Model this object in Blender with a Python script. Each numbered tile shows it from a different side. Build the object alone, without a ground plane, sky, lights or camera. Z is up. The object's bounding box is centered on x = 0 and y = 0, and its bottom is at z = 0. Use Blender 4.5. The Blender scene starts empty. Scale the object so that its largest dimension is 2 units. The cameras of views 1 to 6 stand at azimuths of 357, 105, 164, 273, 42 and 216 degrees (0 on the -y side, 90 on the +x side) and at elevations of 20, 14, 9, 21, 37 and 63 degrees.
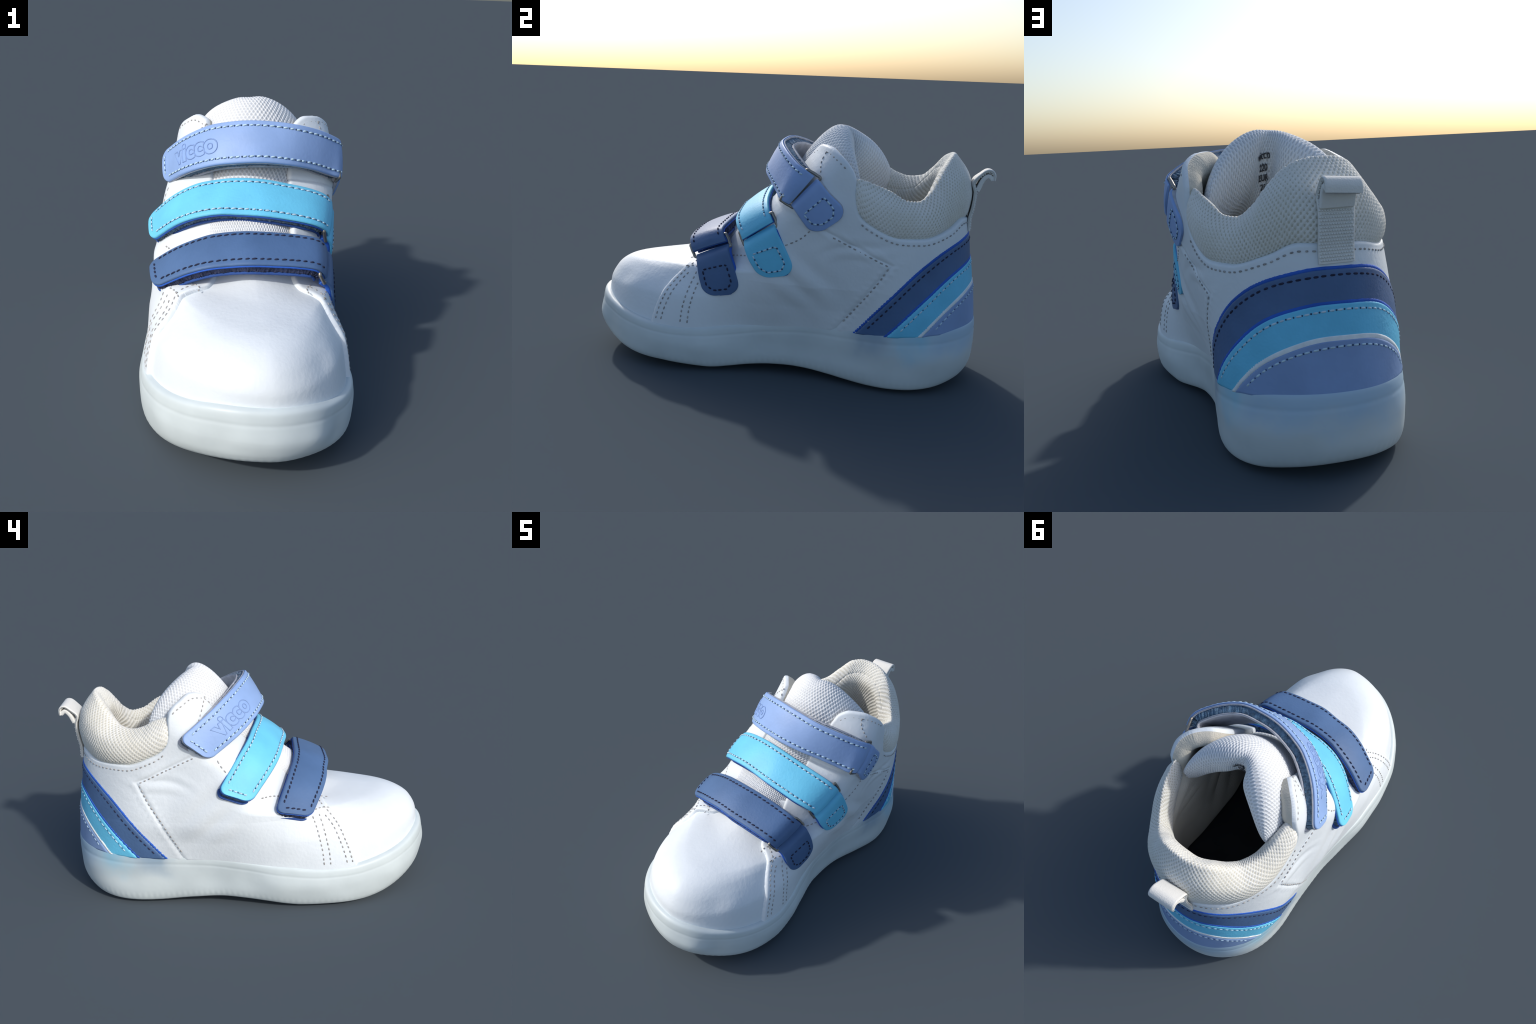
import bpy, bmesh, math, random
import numpy as np
from mathutils import Vector

rng = np.random.default_rng(7)

# ----------------------------------------------------------------------------
# small maths helpers
# ----------------------------------------------------------------------------
def pchip(xs, ys):
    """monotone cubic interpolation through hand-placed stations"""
    xs = np.asarray(xs, float); ys = np.asarray(ys, float)
    h = np.diff(xs); d = np.diff(ys) / h
    m = np.zeros(len(xs))
    for i in range(1, len(xs) - 1):
        if d[i - 1] * d[i] > 0:
            w1, w2 = 2 * h[i] + h[i - 1], h[i] + 2 * h[i - 1]
            m[i] = (w1 + w2) / (w1 / d[i - 1] + w2 / d[i])
    m[0], m[-1] = d[0], d[-1]

    def f(x):
        x = np.clip(np.asarray(x, float), xs[0], xs[-1])
        i = np.clip(np.searchsorted(xs, x) - 1, 0, len(xs) - 2)
        t = (x - xs[i]) / h[i]
        return ((1 + 2 * t) * (1 - t) ** 2 * ys[i] + t * (1 - t) ** 2 * h[i] * m[i]
                + t * t * (3 - 2 * t) * ys[i + 1] + t * t * (t - 1) * h[i] * m[i + 1])
    return f


def table(zs, rows):
    """profiles stacked at heights zs, blended smoothly in between"""
    def f(y, z):
        y, z = np.broadcast_arrays(np.asarray(y, float), np.asarray(z, float))
        vals = np.stack([r(y) for r in rows])
        z = np.clip(z, zs[0], zs[-1])
        i = np.clip(np.searchsorted(zs, z) - 1, 0, len(zs) - 2)
        za = np.asarray(zs, float)
        t = (z - za[i]) / (za[i + 1] - za[i])
        n = len(zs)
        g = lambda k: np.take_along_axis(vals, np.clip(k, 0, n - 1)[None], 0)[0]
        p0, p1, p2, p3 = g(i - 1), g(i), g(i + 1), g(i + 2)
        return 0.5 * (2 * p1 + (p2 - p0) * t + (2 * p0 - 5 * p1 + 4 * p2 - p3) * t ** 2 + (3 * p1 - p0 - 3 * p2 + p3) * t ** 3)
    return f


def catmull(pts, n, closed=False):
    """resample a smooth curve through control points, evenly by arc length"""
    p = np.asarray(pts, float)
    if closed:
        q = np.vstack([p[-1], p, p[0], p[1]])
    else:
        q = np.vstack([2 * p[0] - p[1], p, 2 * p[-1] - p[-2]])
    out = []
    for i in range(1, len(q) - 2):
        t = np.linspace(0, 1, 24, endpoint=False)[:, None]
        a, b, c, d = q[i - 1], q[i], q[i + 1], q[i + 2]
        out.append(0.5 * (2 * b + (c - a) * t + (2 * a - 5 * b + 4 * c - d) * t ** 2 + (3 * b - a - 3 * c + d) * t ** 3))
    out = np.vstack(out + [q[-2][None]])
    s = np.r_[0, np.cumsum(np.linalg.norm(np.diff(out, axis=0), axis=1))]
    k = np.linspace(0, s[-1], n)
    return np.stack([np.interp(k, s, out[:, j]) for j in range(p.shape[1])], 1)


def length(p):
    return np.linalg.norm(np.diff(p, axis=0), axis=1).sum()


def smooth(a, b, x):
    t = np.clip((x - a) / (b - a), 0, 1)
    return t * t * (3 - 2 * t)


def unit(v):
    return v / np.maximum(np.linalg.norm(v, axis=-1, keepdims=True), 1e-9)


def lumps(P, scale, seed=0):
    """cheap smooth pseudo-noise from a few sine waves, roughly -1..1"""
    r = np.random.default_rng(100 + seed)
    s = 0
    for k in range(6):
        d = r.normal(size=3); d /= np.linalg.norm(d)
        s = s + np.sin((P @ d) * scale * (0.7 + 0.25 * k) + r.uniform(0, 6.28))
    return s / 3.5


# ----------------------------------------------------------------------------
# scene helpers
# ----------------------------------------------------------------------------
root = bpy.data.objects.new("child_sneaker", None)
bpy.context.scene.collection.objects.link(root)
root["label"] = "white child's high-top sneaker with three blue straps"
root["category"] = "shoe"


def add(name, verts, faces, mat, parent=root, smooth_faces=True, kind=None):
    me = bpy.data.meshes.new(name)
    me.from_pydata(np.asarray(verts).tolist(), [], [tuple(map(int, f)) for f in faces])
    me.validate(); me.update()
    if smooth_faces:
        me.polygons.foreach_set("use_smooth", np.ones(len(me.polygons), bool))
    me.materials.append(mat)
    ob = bpy.data.objects.new(name, me)
    bpy.context.scene.collection.objects.link(ob)
    ob.parent = parent
    if kind:
        ob["kind"] = kind
    return ob


def grid_faces(nr, nc, closed_c=False, flip=False):
    f = []
    i = np.arange(nr - 1)[:, None]
    j = np.arange(nc if closed_c else nc - 1)[None]
    k = (j + 1) % nc
    a, b, c, d = i * nc + j, i * nc + k, (i + 1) * nc + k, (i + 1) * nc + j
    q = np.stack([a, b, c, d] if not flip else [d, c, b, a], -1)
    return q.reshape(-1, 4)


# ----------------------------------------------------------------------------
# materials
# ----------------------------------------------------------------------------
def material(name, colour, rough=0.6, vary=0.06, vary_scale=6.0, grain=0.15, grain_scale=90.0, spec=0.35, tint=None, sheen=0.0, stretch=(1, 1, 1)):
    m = bpy.data.materials.new(name); m.use_nodes = True
    nt = m.node_tree; N = nt.nodes; L = nt.links
    b = N["Principled BSDF"]
    b.inputs["Roughness"].default_value = rough
    b.inputs["Specular IOR Level"].default_value = spec
    if sheen:
        b.inputs["Sheen Weight"].default_value = sheen
        b.inputs["Sheen Roughness"].default_value = 0.6
    tc = N.new("ShaderNodeTexCoord")
    n1 = N.new("ShaderNodeTexNoise"); n1.inputs["Scale"].default_value = vary_scale; n1.inputs["Detail"].default_value = 5
    L.new(tc.outputs["Object"], n1.inputs["Vector"])
    r = N.new("ShaderNodeValToRGB")
    c = np.array(colour); t = np.array(tint) if tint is not None else c * (1 - 2 * vary)
    r.color_ramp.elements[0].position = 0.3; r.color_ramp.elements[1].position = 0.72
    r.color_ramp.elements[0].color = (*t, 1); r.color_ramp.elements[1].color = (*np.clip(c * (1 + vary), 0, 1), 1)
    L.new(n1.outputs["Fac"], r.inputs["Fac"])
    L.new(r.outputs["Color"], b.inputs["Base Color"])
    mp = N.new("ShaderNodeMapping"); mp.inputs["Scale"].default_value = stretch
    L.new(tc.outputs["Object"], mp.inputs["Vector"])
    n2 = N.new("ShaderNodeTexNoise"); n2.inputs["Scale"].default_value = grain_scale; n2.inputs["Detail"].default_value = 4
    L.new(mp.outputs["Vector"], n2.inputs["Vector"])
    bp = N.new("ShaderNodeBump"); bp.inputs["Strength"].default_value = grain; bp.inputs["Distance"].default_value = 0.006
    L.new(n2.outputs["Fac"], bp.inputs["Height"]); L.new(bp.outputs["Normal"], b.inputs["Normal"])
    return m


WHITE = material("white_leather", (0.745, 0.805, 0.852), rough=0.5, vary=0.03, vary_scale=4, grain=0.22, grain_scale=55)
CREAM = material("cream_mesh_fabric", (0.765, 0.77, 0.74), rough=0.85, vary=0.03, vary_scale=5, grain=0.3, grain_scale=160, spec=0.15, tint=(0.70, 0.69, 0.625))
LINING = material("warm_lining_cloth", (0.62, 0.59, 0.51), rough=0.9, vary=0.04, grain=0.4, grain_scale=150, spec=0.1)
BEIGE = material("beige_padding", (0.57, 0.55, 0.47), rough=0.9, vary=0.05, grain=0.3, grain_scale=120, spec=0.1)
TONGUE = material("white_mesh_fabric", (0.76, 0.79, 0.82), rough=0.8, vary=0.02, grain=0.3, grain_scale=160, spec=0.15)
GREY_PAD = material("grey_padding", (0.58, 0.60, 0.62), rough=0.9, vary=0.05, grain=0.3, grain_scale=120, spec=0.1)  # grey layer under the tongue net
DARK = material("interior_shade", (0.035, 0.036, 0.038), rough=0.95, vary=0.1, grain=0.4, grain_scale=100, spec=0.05)  # near-black paints the shade inside the shoe into the colour
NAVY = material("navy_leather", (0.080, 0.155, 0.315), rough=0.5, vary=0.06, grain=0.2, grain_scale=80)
CYAN = material("cyan_leather", (0.155, 0.59, 0.86), rough=0.5, vary=0.05, grain=0.2, grain_scale=80)
PERI = material("periwinkle_leather", (0.275, 0.42, 0.74), rough=0.48, vary=0.05, grain=0.16, grain_scale=60)
BLUE_EDGE = material("cut_edge_blue", (0.025, 0.12, 0.55), rough=0.7, vary=0.1, grain=0.3, grain_scale=120)
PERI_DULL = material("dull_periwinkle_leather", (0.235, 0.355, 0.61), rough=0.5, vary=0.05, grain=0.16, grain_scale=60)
STRAP_BACK = material("dark_blue_backing", (0.03, 0.085, 0.30), rough=0.8, vary=0.1, grain=0.3)
TEAL_FUZZ = material("blue_grey_loop_pile", (0.10, 0.20, 0.32), rough=0.95, vary=0.25, vary_scale=60, grain=1.0, grain_scale=260, spec=0.05, sheen=0.3)
NAVY_FUZZ = material("dark_navy_loop_pile", (0.03, 0.045, 0.13), rough=0.95, vary=0.25, vary_scale=60, grain=1.0, grain_scale=260, spec=0.05, sheen=0.2)
GREY_EDGE = material("grey_cut_edge", (0.45, 0.47, 0.53), rough=0.8, vary=0.1, vary_scale=30)
WHITE_EDGE = material("white_cut_edge", (0.80, 0.85, 0.87), rough=0.7, vary=0.05, vary_scale=30)
METAL = material("dull_steel", (0.33, 0.31, 0.28), rough=0.4, vary=0.1, grain=0.1)
METAL.node_tree.nodes["Principled BSDF"].inputs["Metallic"].default_value = 0.85
THREAD_GREY = material("grey_thread", (0.43, 0.42, 0.41), rough=0.9, vary=0.2, vary_scale=40)
THREAD_PALE = material("pale_blue_thread", (0.52, 0.70, 0.82), rough=0.9, vary=0.1, vary_scale=40)
THREAD_DARK = material("dark_thread", (0.025, 0.03, 0.07), rough=0.9, vary=0.2, vary_scale=40)
HOLE_BEAD = material("needle_hole", (0.05, 0.09, 0.17), rough=0.95, vary=0.1)  # for dark beads that stand in for pierced holes
WEB = material("white_webbing", (0.77, 0.77, 0.74), rough=0.85, vary=0.03, grain=0.3, grain_scale=160, spec=0.15)
PRINT = material("black_print", (0.07, 0.07, 0.075), rough=0.8)


def sole_material():
    m = material("milky_rubber", (0.63, 0.705, 0.725), rough=0.42, vary=0.03, vary_scale=3.5, grain=0.08, grain_scale=40, spec=0.4, tint=(0.54, 0.61, 0.63))
    nt = m.node_tree; N = nt.nodes; L = nt.links
    b = N["Principled BSDF"]
    b.inputs["Subsurface Weight"].default_value = 0.0
    src = b.inputs["Base Color"].links[0].from_socket
    tc = N.new("ShaderNodeTexCoord")
    sep = N.new("ShaderNodeSeparateXYZ"); L.new(tc.outputs["Object"], sep.inputs[0])
    nz = N.new("ShaderNodeTexNoise"); nz.inputs["Scale"].default_value = 7; nz.inputs["Detail"].default_value = 3
    L.new(tc.outputs["Object"], nz.inputs["Vector"])

    def math_(op, a, c):
        n = N.new("ShaderNodeMath"); n.operation = op
        for k, v in enumerate((a, c)):
            if isinstance(v, (int, float)): n.inputs[k].default_value = v
            else: L.new(v, n.inputs[k])
        return n.outputs[0]

    def rng_(v, a, c, lo=0, hi=1):
        n = N.new("ShaderNodeMapRange"); n.interpolation_type = "SMOOTHSTEP"
        n.inputs["From Min"].default_value = a; n.inputs["From Max"].default_value = c
        n.inputs["To Min"].default_value = lo; n.inputs["To Max"].default_value = hi
        L.new(v, n.inputs["Value"]); return n.outputs[0]
    wob = math_("MULTIPLY", math_("SUBTRACT", nz.outputs["Fac"], 0.5), 0.16)
    y = math_("ADD", sep.outputs["Y"], wob)
    z = math_("ADD", sep.outputs["Z"], wob)
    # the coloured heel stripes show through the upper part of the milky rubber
    up = rng_(z, 0.13, 0.30)
    col = src
    for (ya, yb, colour, k) in ((0.36, 0.62, (0.22, 0.33, 0.45), 0.8), (0.56, 0.82, (0.24, 0.55, 0.74), 0.8), (0.74, 1.1, (0.32, 0.50, 0.68), 0.75)):
        band = math_("MULTIPLY", rng_(y, ya, ya + 0.11), rng_(y, yb - 0.09, yb + 0.03, 1, 0))
        fac = math_("MULTIPLY", math_("MULTIPLY", band, up), k)
        mx = N.new("ShaderNodeMix"); mx.data_type = "RGBA"
        L.new(fac, mx.inputs["Factor"]); L.new(col, mx.inputs["A"]); mx.inputs["B"].default_value = (*colour, 1)
        col = mx.outputs["Result"]
    L.new(col, b.inputs["Base Color"])
    return m


SOLE = sole_material()

# ----------------------------------------------------------------------------
# the last: one analytic surface that upper, panels, seams and sole all follow
# ----------------------------------------------------------------------------
YS = [-1.0, -0.7, -0.5, -0.33, -0.2, 0.0, 0.2, 0.4, 0.6, 0.8, 1.0]
ZS = [0.2, 0.38, 0.5, 0.8, 1.0, 1.2]
wide_right = table(ZS, [pchip(YS, r) for r in (
    [0.43, 0.432, 0.424, 0.385, 0.340, 0.285, 0.276, 0.303, 0.328, 0.330, 0.325],
    [0.385, 0.395, 0.397, 0.380, 0.362, 0.342, 0.322, 0.322, 0.335, 0.328, 0.315],
    [0.31, 0.32, 0.325, 0.345, 0.362, 0.374, 0.365, 0.346, 0.340, 0.328, 0.315],
    [0.31, 0.31, 0.32, 0.335, 0.355, 0.380, 0.393, 0.378, 0.358, 0.340, 0.32],
    [0.34, 0.34, 0.34, 0.345, 0.355, 0.388, 0.398, 0.385, 0.362, 0.335, 0.32],
    [0.32, 0.32, 0.32, 0.320, 0.330, 0.340, 0.358, 0.368, 0.350, 0.325, 0.31])])
wide_left = table(ZS, [pchip(YS, r) for r in (
    [-0.37, -0.384, -0.402, -0.412, -0.411, -0.386, -0.358, -0.350, -0.354, -0.355, -0.35],
    [-0.335, -0.348, -0.362, -0.388, -0.405, -0.400, -0.386, -0.370, -0.360, -0.352, -0.34],
    [-0.24, -0.25, -0.268, -0.335, -0.375, -0.404, -0.402, -0.380, -0.362, -0.348, -0.335],
    [-0.26, -0.27, -0.28, -0.315, -0.340, -0.366, -0.362, -0.341, -0.330, -0.315, -0.30],
    [-0.31, -0.31, -0.31, -0.310, -0.315, -0.325, -0.330, -0.325, -0.318, -0.305, -0.29],
    [-0.29, -0.29, -0.29, -0.290, -0.290, -0.300, -0.310, -0.312, -0.310, -0.298, -0.28])])
centre = pchip([-1.0, -0.7, -0.4, 0.0, 0.5, 0.95], [0.085, 0.075, 0.04, 0.02, -0.003, -0.020])
FRONT = np.array([(-0.957, 0.16), (-0.964, 0.27), (-0.960, 0.36), (-0.924, 0.435), (-0.86, 0.482), (-0.77, 0.508),
                  (-0.65, 0.524), (-0.52, 0.540), (-0.42, 0.570), (-0.32, 0.640), (-0.20, 0.76), (-0.08, 0.855),
                  (0.02, 0.955), (0.09, 1.05), (0.14, 1.13), (0.17, 1.20)])
front_y = pchip(FRONT[:, 1], FRONT[:, 0])
back_y = pchip([0.15, 0.35, 0.5, 0.65, 0.76, 0.82, 0.95, 1.1, 1.2], [0.958, 0.934, 0.917, 0.897, 0.885, 0.878, 0.878, 0.862, 0.84])
front_len = pchip([0.2, 0.5, 0.65, 0.8, 1.2], [0.5, 0.5, 0.42, 0.34, 0.34])
front_len_right = pchip([0.2, 0.5, 0.65, 0.8, 0.95, 1.2], [0.5, 0.5, 0.38, 0.27, 0.23, 0.24])


dome_round = pchip([0.2, 0.4, 0.5, 0.6, 0.8, 1.0, 1.2], [2.05, 1.9, 1.65, 1.38, 1.38, 1.6, 1.8])
dome_round_right = pchip([0.2, 0.4, 0.5, 0.6, 0.8, 1.0, 1.2], [2.05, 1.9, 1.75, 1.7, 1.9, 2.0, 2.0])


rim_z = pchip([-1.0, -0.93, -0.85, -0.72, -0.55, -0.4, -0.2, 0.0, 0.2, 0.4, 0.6, 0.8, 1.0],
              [0.330, 0.315, 0.288, 0.258, 0.235, 0.229, 0.246, 0.27, 0.29, 0.302, 0.312, 0.325, 0.335])
low_z = pchip([-1.0, -0.9, -0.8, -0.6, -0.3, -0.1, 0.1, 0.3, 0.5, 0.8, 0.9, 1.0],
              [0.055, 0.035, 0.020, 0.006, 0.0, 0.02, 0.032, 0.018, 0.002, 0.0, 0.008, 0.03])


def last_x(side, y, z):
    """x of the shoe's skin at length y and height z, on the right (+1) or left (-1)"""
    y, z, side = np.broadcast_arrays(np.asarray(y, float), np.asarray(z, float), np.asarray(side, float))
    F, B, Lf = front_y(z), back_y(z), np.where(side > 0, front_len_right(z), front_len(z))
    Lb = 0.42
    s = np.clip((y - F) / Lf, 0, 1); t = np.clip((B - y) / Lb, 0, 1)
    g = (1 - (1 - s) ** 2.05) ** (1 / np.where(side > 0, dome_round_right(z), dome_round(z))) * (1 - (1 - t) ** 2.2) ** (1 / 2.1)
    w = np.where(side > 0, wide_right(y, z), wide_left(y, z))
    c = centre(y)
    return c + (w - c) * g


NR, NC = 250, 520
prof = catmull(FRONT, NR)
ring_z = np.maximum.accumulate(prof[:, 1])
ring_z = ring_z + np.arange(NR) * 1e-6
phi = np.linspace(0, 2 * np.pi, NC, endpoint=False)
Zg = np.repeat(ring_z[:, None], NC, 1)
Fz, Bz = front_y(Zg), back_y(Zg)
Yg = Fz + (Bz - Fz) * (1 - np.cos(phi))[None] / 2
SIDE = np.where(np.sin(phi) >= -1e-9, 1.0, -1.0)[None] * np.ones((NR, 1))
Xg = last_x(SIDE, Yg, Zg)
BASE = np.stack([Xg, Yg, Zg], -1)
# gentle dents and creases of worn soft leather
Tc = np.roll(BASE, -1, 1) - np.roll(BASE, 1, 1)
Tr = np.gradient(BASE, axis=0)
NRM = unit(np.cross(Tc, Tr))
soft = 0.003 * lumps(BASE, 9, 1) + 0.0007 * lumps(BASE, 22, 2)
toe_dent = -0.006 * np.exp(-(((Xg - 0.27) / 0.07) ** 2 + ((Yg + 0.80) / 0.07) ** 2 + ((Zg - 0.40) / 0.06) ** 2))
toe_dent = toe_dent + 0.003 * np.exp(-(((Xg - 0.34) / 0.05) ** 2 + ((Yg + 0.74) / 0.08) ** 2 + ((Zg - 0.42) / 0.08) ** 2))
ankle_folds = 0.004 * np.sin((Zg * 1.0 - Yg * 0.35) * 75 + 2 * np.sin(Yg * 14)) * np.exp(-((Yg - 0.42) / 0.13) ** 2 - ((Zg - 0.70) / 0.05) ** 2)
flex = ankle_folds + 0.006 * np.sin((Yg * 0.8 + Zg * 0.9) * 42) * np.exp(-((Yg - 0.16) / 0.14) ** 2 - ((Zg - 0.52) / 0.13) ** 2)
BASE = BASE + NRM * (soft + toe_dent + flex)[..., None]
Tc = np.roll(BASE, -1, 1) - np.roll(BASE, 1, 1)
Tr = np.gradient(BASE, axis=0)
NRM = unit(np.cross(Tc, Tr))
Xg, Yg, Zg = BASE[..., 0], BASE[..., 1], BASE[..., 2]


def metres(f):
    """turn a field on the skin into a signed distance by dividing by its slope"""
    fc = (np.roll(f, -1, 1) - np.roll(f, 1, 1)); fr = np.gradient(f, axis=0)
    E = (Tc * Tc).sum(-1); Gm = (Tr * Tr).sum(-1); Fm = (Tc * Tr).sum(-1)
    det = np.maximum(E * Gm - Fm ** 2, 1e-14)
    g2 = (Gm * fc ** 2 - 2 * Fm * fc * fr + E * fr ** 2) / det
    return f / np.maximum(np.sqrt(np.maximum(g2, 0)), 0.05)


def panel(name, f, height, mat, edge=0.012, sink=0.004, flip=False, parent=root, extra=None, f_edge=None):
    """the part of the skin where f > 0, raised by height with a rounded edge"""
    fe = f if f_edge is None else f_edge
    prof_ = np.sqrt(np.clip(1 - (1 - np.clip(fe / edge, 0, 1)) ** 2, 0, 1))
    off = -sink + (height + sink) * prof_
    if extra is not None:
        off = off + extra
    fel = (np.zeros_like(f) if f_edge is None else fe).reshape(-1)
    exl = None if extra is None else extra.reshape(-1)
    P = (BASE + NRM * off[..., None]).reshape(-1, 3)
    fl = f.reshape(-1)
    N0 = NRM.reshape(-1, 3); B0 = BASE.reshape(-1, 3)
    quads = grid_faces(NR, NC, True)
    ins = fl[quads] > 0
    full = quads[ins.all(1)]
    part = quads[ins.any(1) & ~ins.all(1)]
    verts = [P]; faces = full.tolist(); new = {}; cut = []
    base_n = len(P)
    for q in part:
        poly = []
        for k in range(4):
            a, b = int(q[k]), int(q[(k + 1) % 4])
            if fl[a] > 0:
                poly.append(a)
            if (fl[a] > 0) != (fl[b] > 0):
                key = (min(a, b), max(a, b))
                if key not in new:
                    t = fl[key[0]] / (fl[key[0]] - fl[key[1]])
                    fc_ = fel[key[0]] * (1 - t) + fel[key[1]] * t
                    q_ = 1 - min(max(fc_ / edge, 0.0), 1.0)
                    o_ = -sink + (height + sink) * math.sqrt(max(1 - q_ * q_, 0.0))
                    if extra is not None and q_ < 1:
                        o_ += exl[key[0]] * (1 - t) + exl[key[1]] * t
                    new[key] = base_n + len(cut)
                    cut.append(B0[key[0]] * (1 - t) + B0[key[1]] * t + (N0[key[0]] * (1 - t) + N0[key[1]] * t) * o_)
                poly.append(new[key])
        if len(poly) >= 3:
            faces.append(poly)
    V = np.vstack([P, np.array(cut)]) if cut else P
    used = np.unique(np.concatenate([np.asarray(f_).ravel() for f_ in faces]))
    idx = -np.ones(len(V), int); idx[used] = np.arange(len(used))
    faces = [idx[np.asarray(f_)][::-1 if flip else 1] for f_ in faces]
    return add(name, V[used], faces, mat, parent)


AX = np.array([0.0, 0.45])           # upright axis of the ankle opening
THETA = np.degrees(np.arctan2(Xg - AX[0], Yg - AX[1]))   # 0 = heel, + = right

seam_z = pchip([-180, -106, -104, -100, -84, -65, -41, -15, 0, 13, 28, 50, 64, 86, 94, 98, 100, 180],
               [1.05, 1.05, 0.96, 0.895, 0.835, 0.80, 0.80, 0.83, 0.835, 0.84, 0.80, 0.762, 0.765, 0.82, 0.865, 0.96, 1.05, 1.05])
flap_top = pchip([-175, -165, -158, -150, -142, -130, -118, -106, -103, -100, 94, 97, 101, 110, 120, 130, 140, 147, 153, 160],
                 [0.86, 0.92, 1.00, 1.085, 1.135, 1.148, 1.122, 1.07, 1.0, 0.85, 0.85, 1.0, 1.065, 1.125, 1.155, 1.160, 1.135, 1.075, 0.98, 0.88])
top_line = np.where((THETA > -104) & (THETA < 98), seam_z(THETA), flap_top(THETA))
throat_half = pchip([0.55, 0.62, 0.75, 0.9, 1.05, 1.2], [0.02, 0.175, 0.165, 0.165, 0.18, 0.19])
ahead = Yg < 0.36
throat = np.abs(Xg - centre(Yg)) - throat_half(Zg)
# signed distance to the top line, measured on the unrolled ankle
tl = np.concatenate([np.linspace(-180, -108, 40), np.linspace(-107, -98, 28), np.linspace(-97, 92, 60), np.linspace(93, 103, 28), np.linspace(104, 180, 40)])
tz = np.where((tl > -104) & (tl < 98), seam_z(tl), flap_top(tl))
ts = np.radians(tl) * 0.37
qs = np.radians(THETA) * 0.37
dist = np.full(Zg.shape, 9.0)
for i in range(len(tl) - 1):
    ax_, az_, bx_, bz_ = ts[i], tz[i], ts[i + 1], tz[i + 1]
    k_ = np.clip(((qs - ax_) * (bx_ - ax_) + (Zg - az_) * (bz_ - az_)) / ((bx_ - ax_) ** 2 + (bz_ - az_) ** 2), 0, 1)
    dist = np.minimum(dist, np.hypot(qs - ax_ - k_ * (bx_ - ax_), Zg - az_ - k_ * (bz_ - az_)))
f_top = np.where(top_line > Zg, dist, -dist)
f_throat = np.where(ahead & (Zg > 0.5), metres(throat), 1.0)
f_rim = metres(Zg - rim_z(Yg) + 0.035)
# the toe seam, seen from the side, curves from the sole up to the first strap
toe_seam = pchip([0.15, 0.24, 0.32, 0.41, 0.48, 0.53, 0.56, 0.62, 0.8], [-0.60, -0.59, -0.57, -0.53, -0.475, -0.42, -0.36, -0.26, -0.2])
f_toe = metres(Yg - toe_seam(Zg))
# the pointed seam at the heel end of the side panel
upper_arm = np.where(SIDE > 0, 0.635 + (0.579 - Yg) * 0.47, 0.707 + (0.549 - Yg) * 0.47) - Zg
lower_arm = np.where(SIDE > 0, 0.375 + (Zg - 0.346) * 0.70, 0.342 + (Zg - 0.301) * 0.51) - Yg
f_point = np.minimum(metres(upper_arm), metres(lower_arm))
f_side = np.minimum.reduce([f_toe, f_throat, f_top, f_point, f_rim])

panel("vamp", np.minimum.reduce([-f_toe + np.where(np.abs(Xg - centre(Yg)) < 0.24, 0.16, 0.05), f_rim, metres(0.72 - Zg)]), 0.0, WHITE)
f_outer = np.minimum.reduce([f_toe, f_throat, f_top, f_rim])
# sewn groove with puckers where side panel and ankle panel meet
groove = -0.0045 * np.exp(-(f_point / 0.007) ** 2) + 0.0018 * np.exp(-((np.abs(f_point) - 0.022) / 0.012) ** 2) * (0.5 + 0.5 * np.sin((Yg + Zg) * 130))
groove = np.where(Zg > 0.25, groove, 0)
for s in (1, -1):
    on_side = np.where(SIDE * s > 0, 1.0, -1.0)
    panel("quarter", np.where(on_side > 0, f_side, -0.01), 0.017, WHITE, edge=0.014, f_edge=np.where(on_side > 0, f_outer, -0.01), extra=groove)
panel("ankle_panel", np.minimum.reduce([-f_point, f_throat, f_top, f_rim, metres(Yg + 0.25)]), 0.017, WHITE, edge=0.014, f_edge=np.minimum.reduce([f_throat, f_top, f_rim]), extra=groove)
# lining of flaps and walls, meeting the leather at its edge
f_line = np.minimum.reduce([f_throat, f_top + 0.0, metres(Zg - 0.30), metres(Yg + 0.42)])
panel("lining", f_line, -0.072, LINING, edge=0.05, sink=0.004, flip=True)

# heel stripes: leather bands cut by sloping lines, each lapped over the one above
h_edge = [pchip([0.30, 0.444, 0.592, 0.716, 0.83, 0.90, 0.93], [0.14, 0.305, 0.49, 0.63, 0.72, 0.755, 0.772]),
          pchip([0.45, 0.59, 0.73, 0.85, 0.91, 0.935], [0.14, 0.312, 0.475, 0.598, 0.635, 0.655]),
          pchip([0.60, 0.735, 0.833, 0.90, 0.935, 0.95], [0.14, 0.312, 0.43, 0.492, 0.517, 0.53])]
wig = 0.004 * np.sin(Xg * 30)
f_h = [metres(h(Yg + 0.0) - Zg + wig * 0.4) for h in h_edge]
f_h = [np.where(Yg > 0.28, f, -0.08) for f in f_h]
f_low = metres(Zg - rim_z(Yg) + 0.030)
for k, (mat, hgt, edge_mat) in enumerate(((NAVY, 0.023, BLUE_EDGE), (CYAN, 0.028, BLUE_EDGE), (PERI_DULL, 0.033, WHITE_EDGE))):
    body = np.minimum(f_h[k], f_low)
    if k < 2:
        body = np.minimum(body, -f_h[k + 1] + 0.03)
    ob = panel("heel_stripe", body, hgt, mat, edge=0.008)
    panel("stripe_cut_edge", np.minimum.reduce([f_h[k] + (0.015 if k == 2 else 0.010), -f_h[k] + 0.012, f_low]), hgt - 0.0025, edge_mat, edge=0.006, parent=ob)

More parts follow.
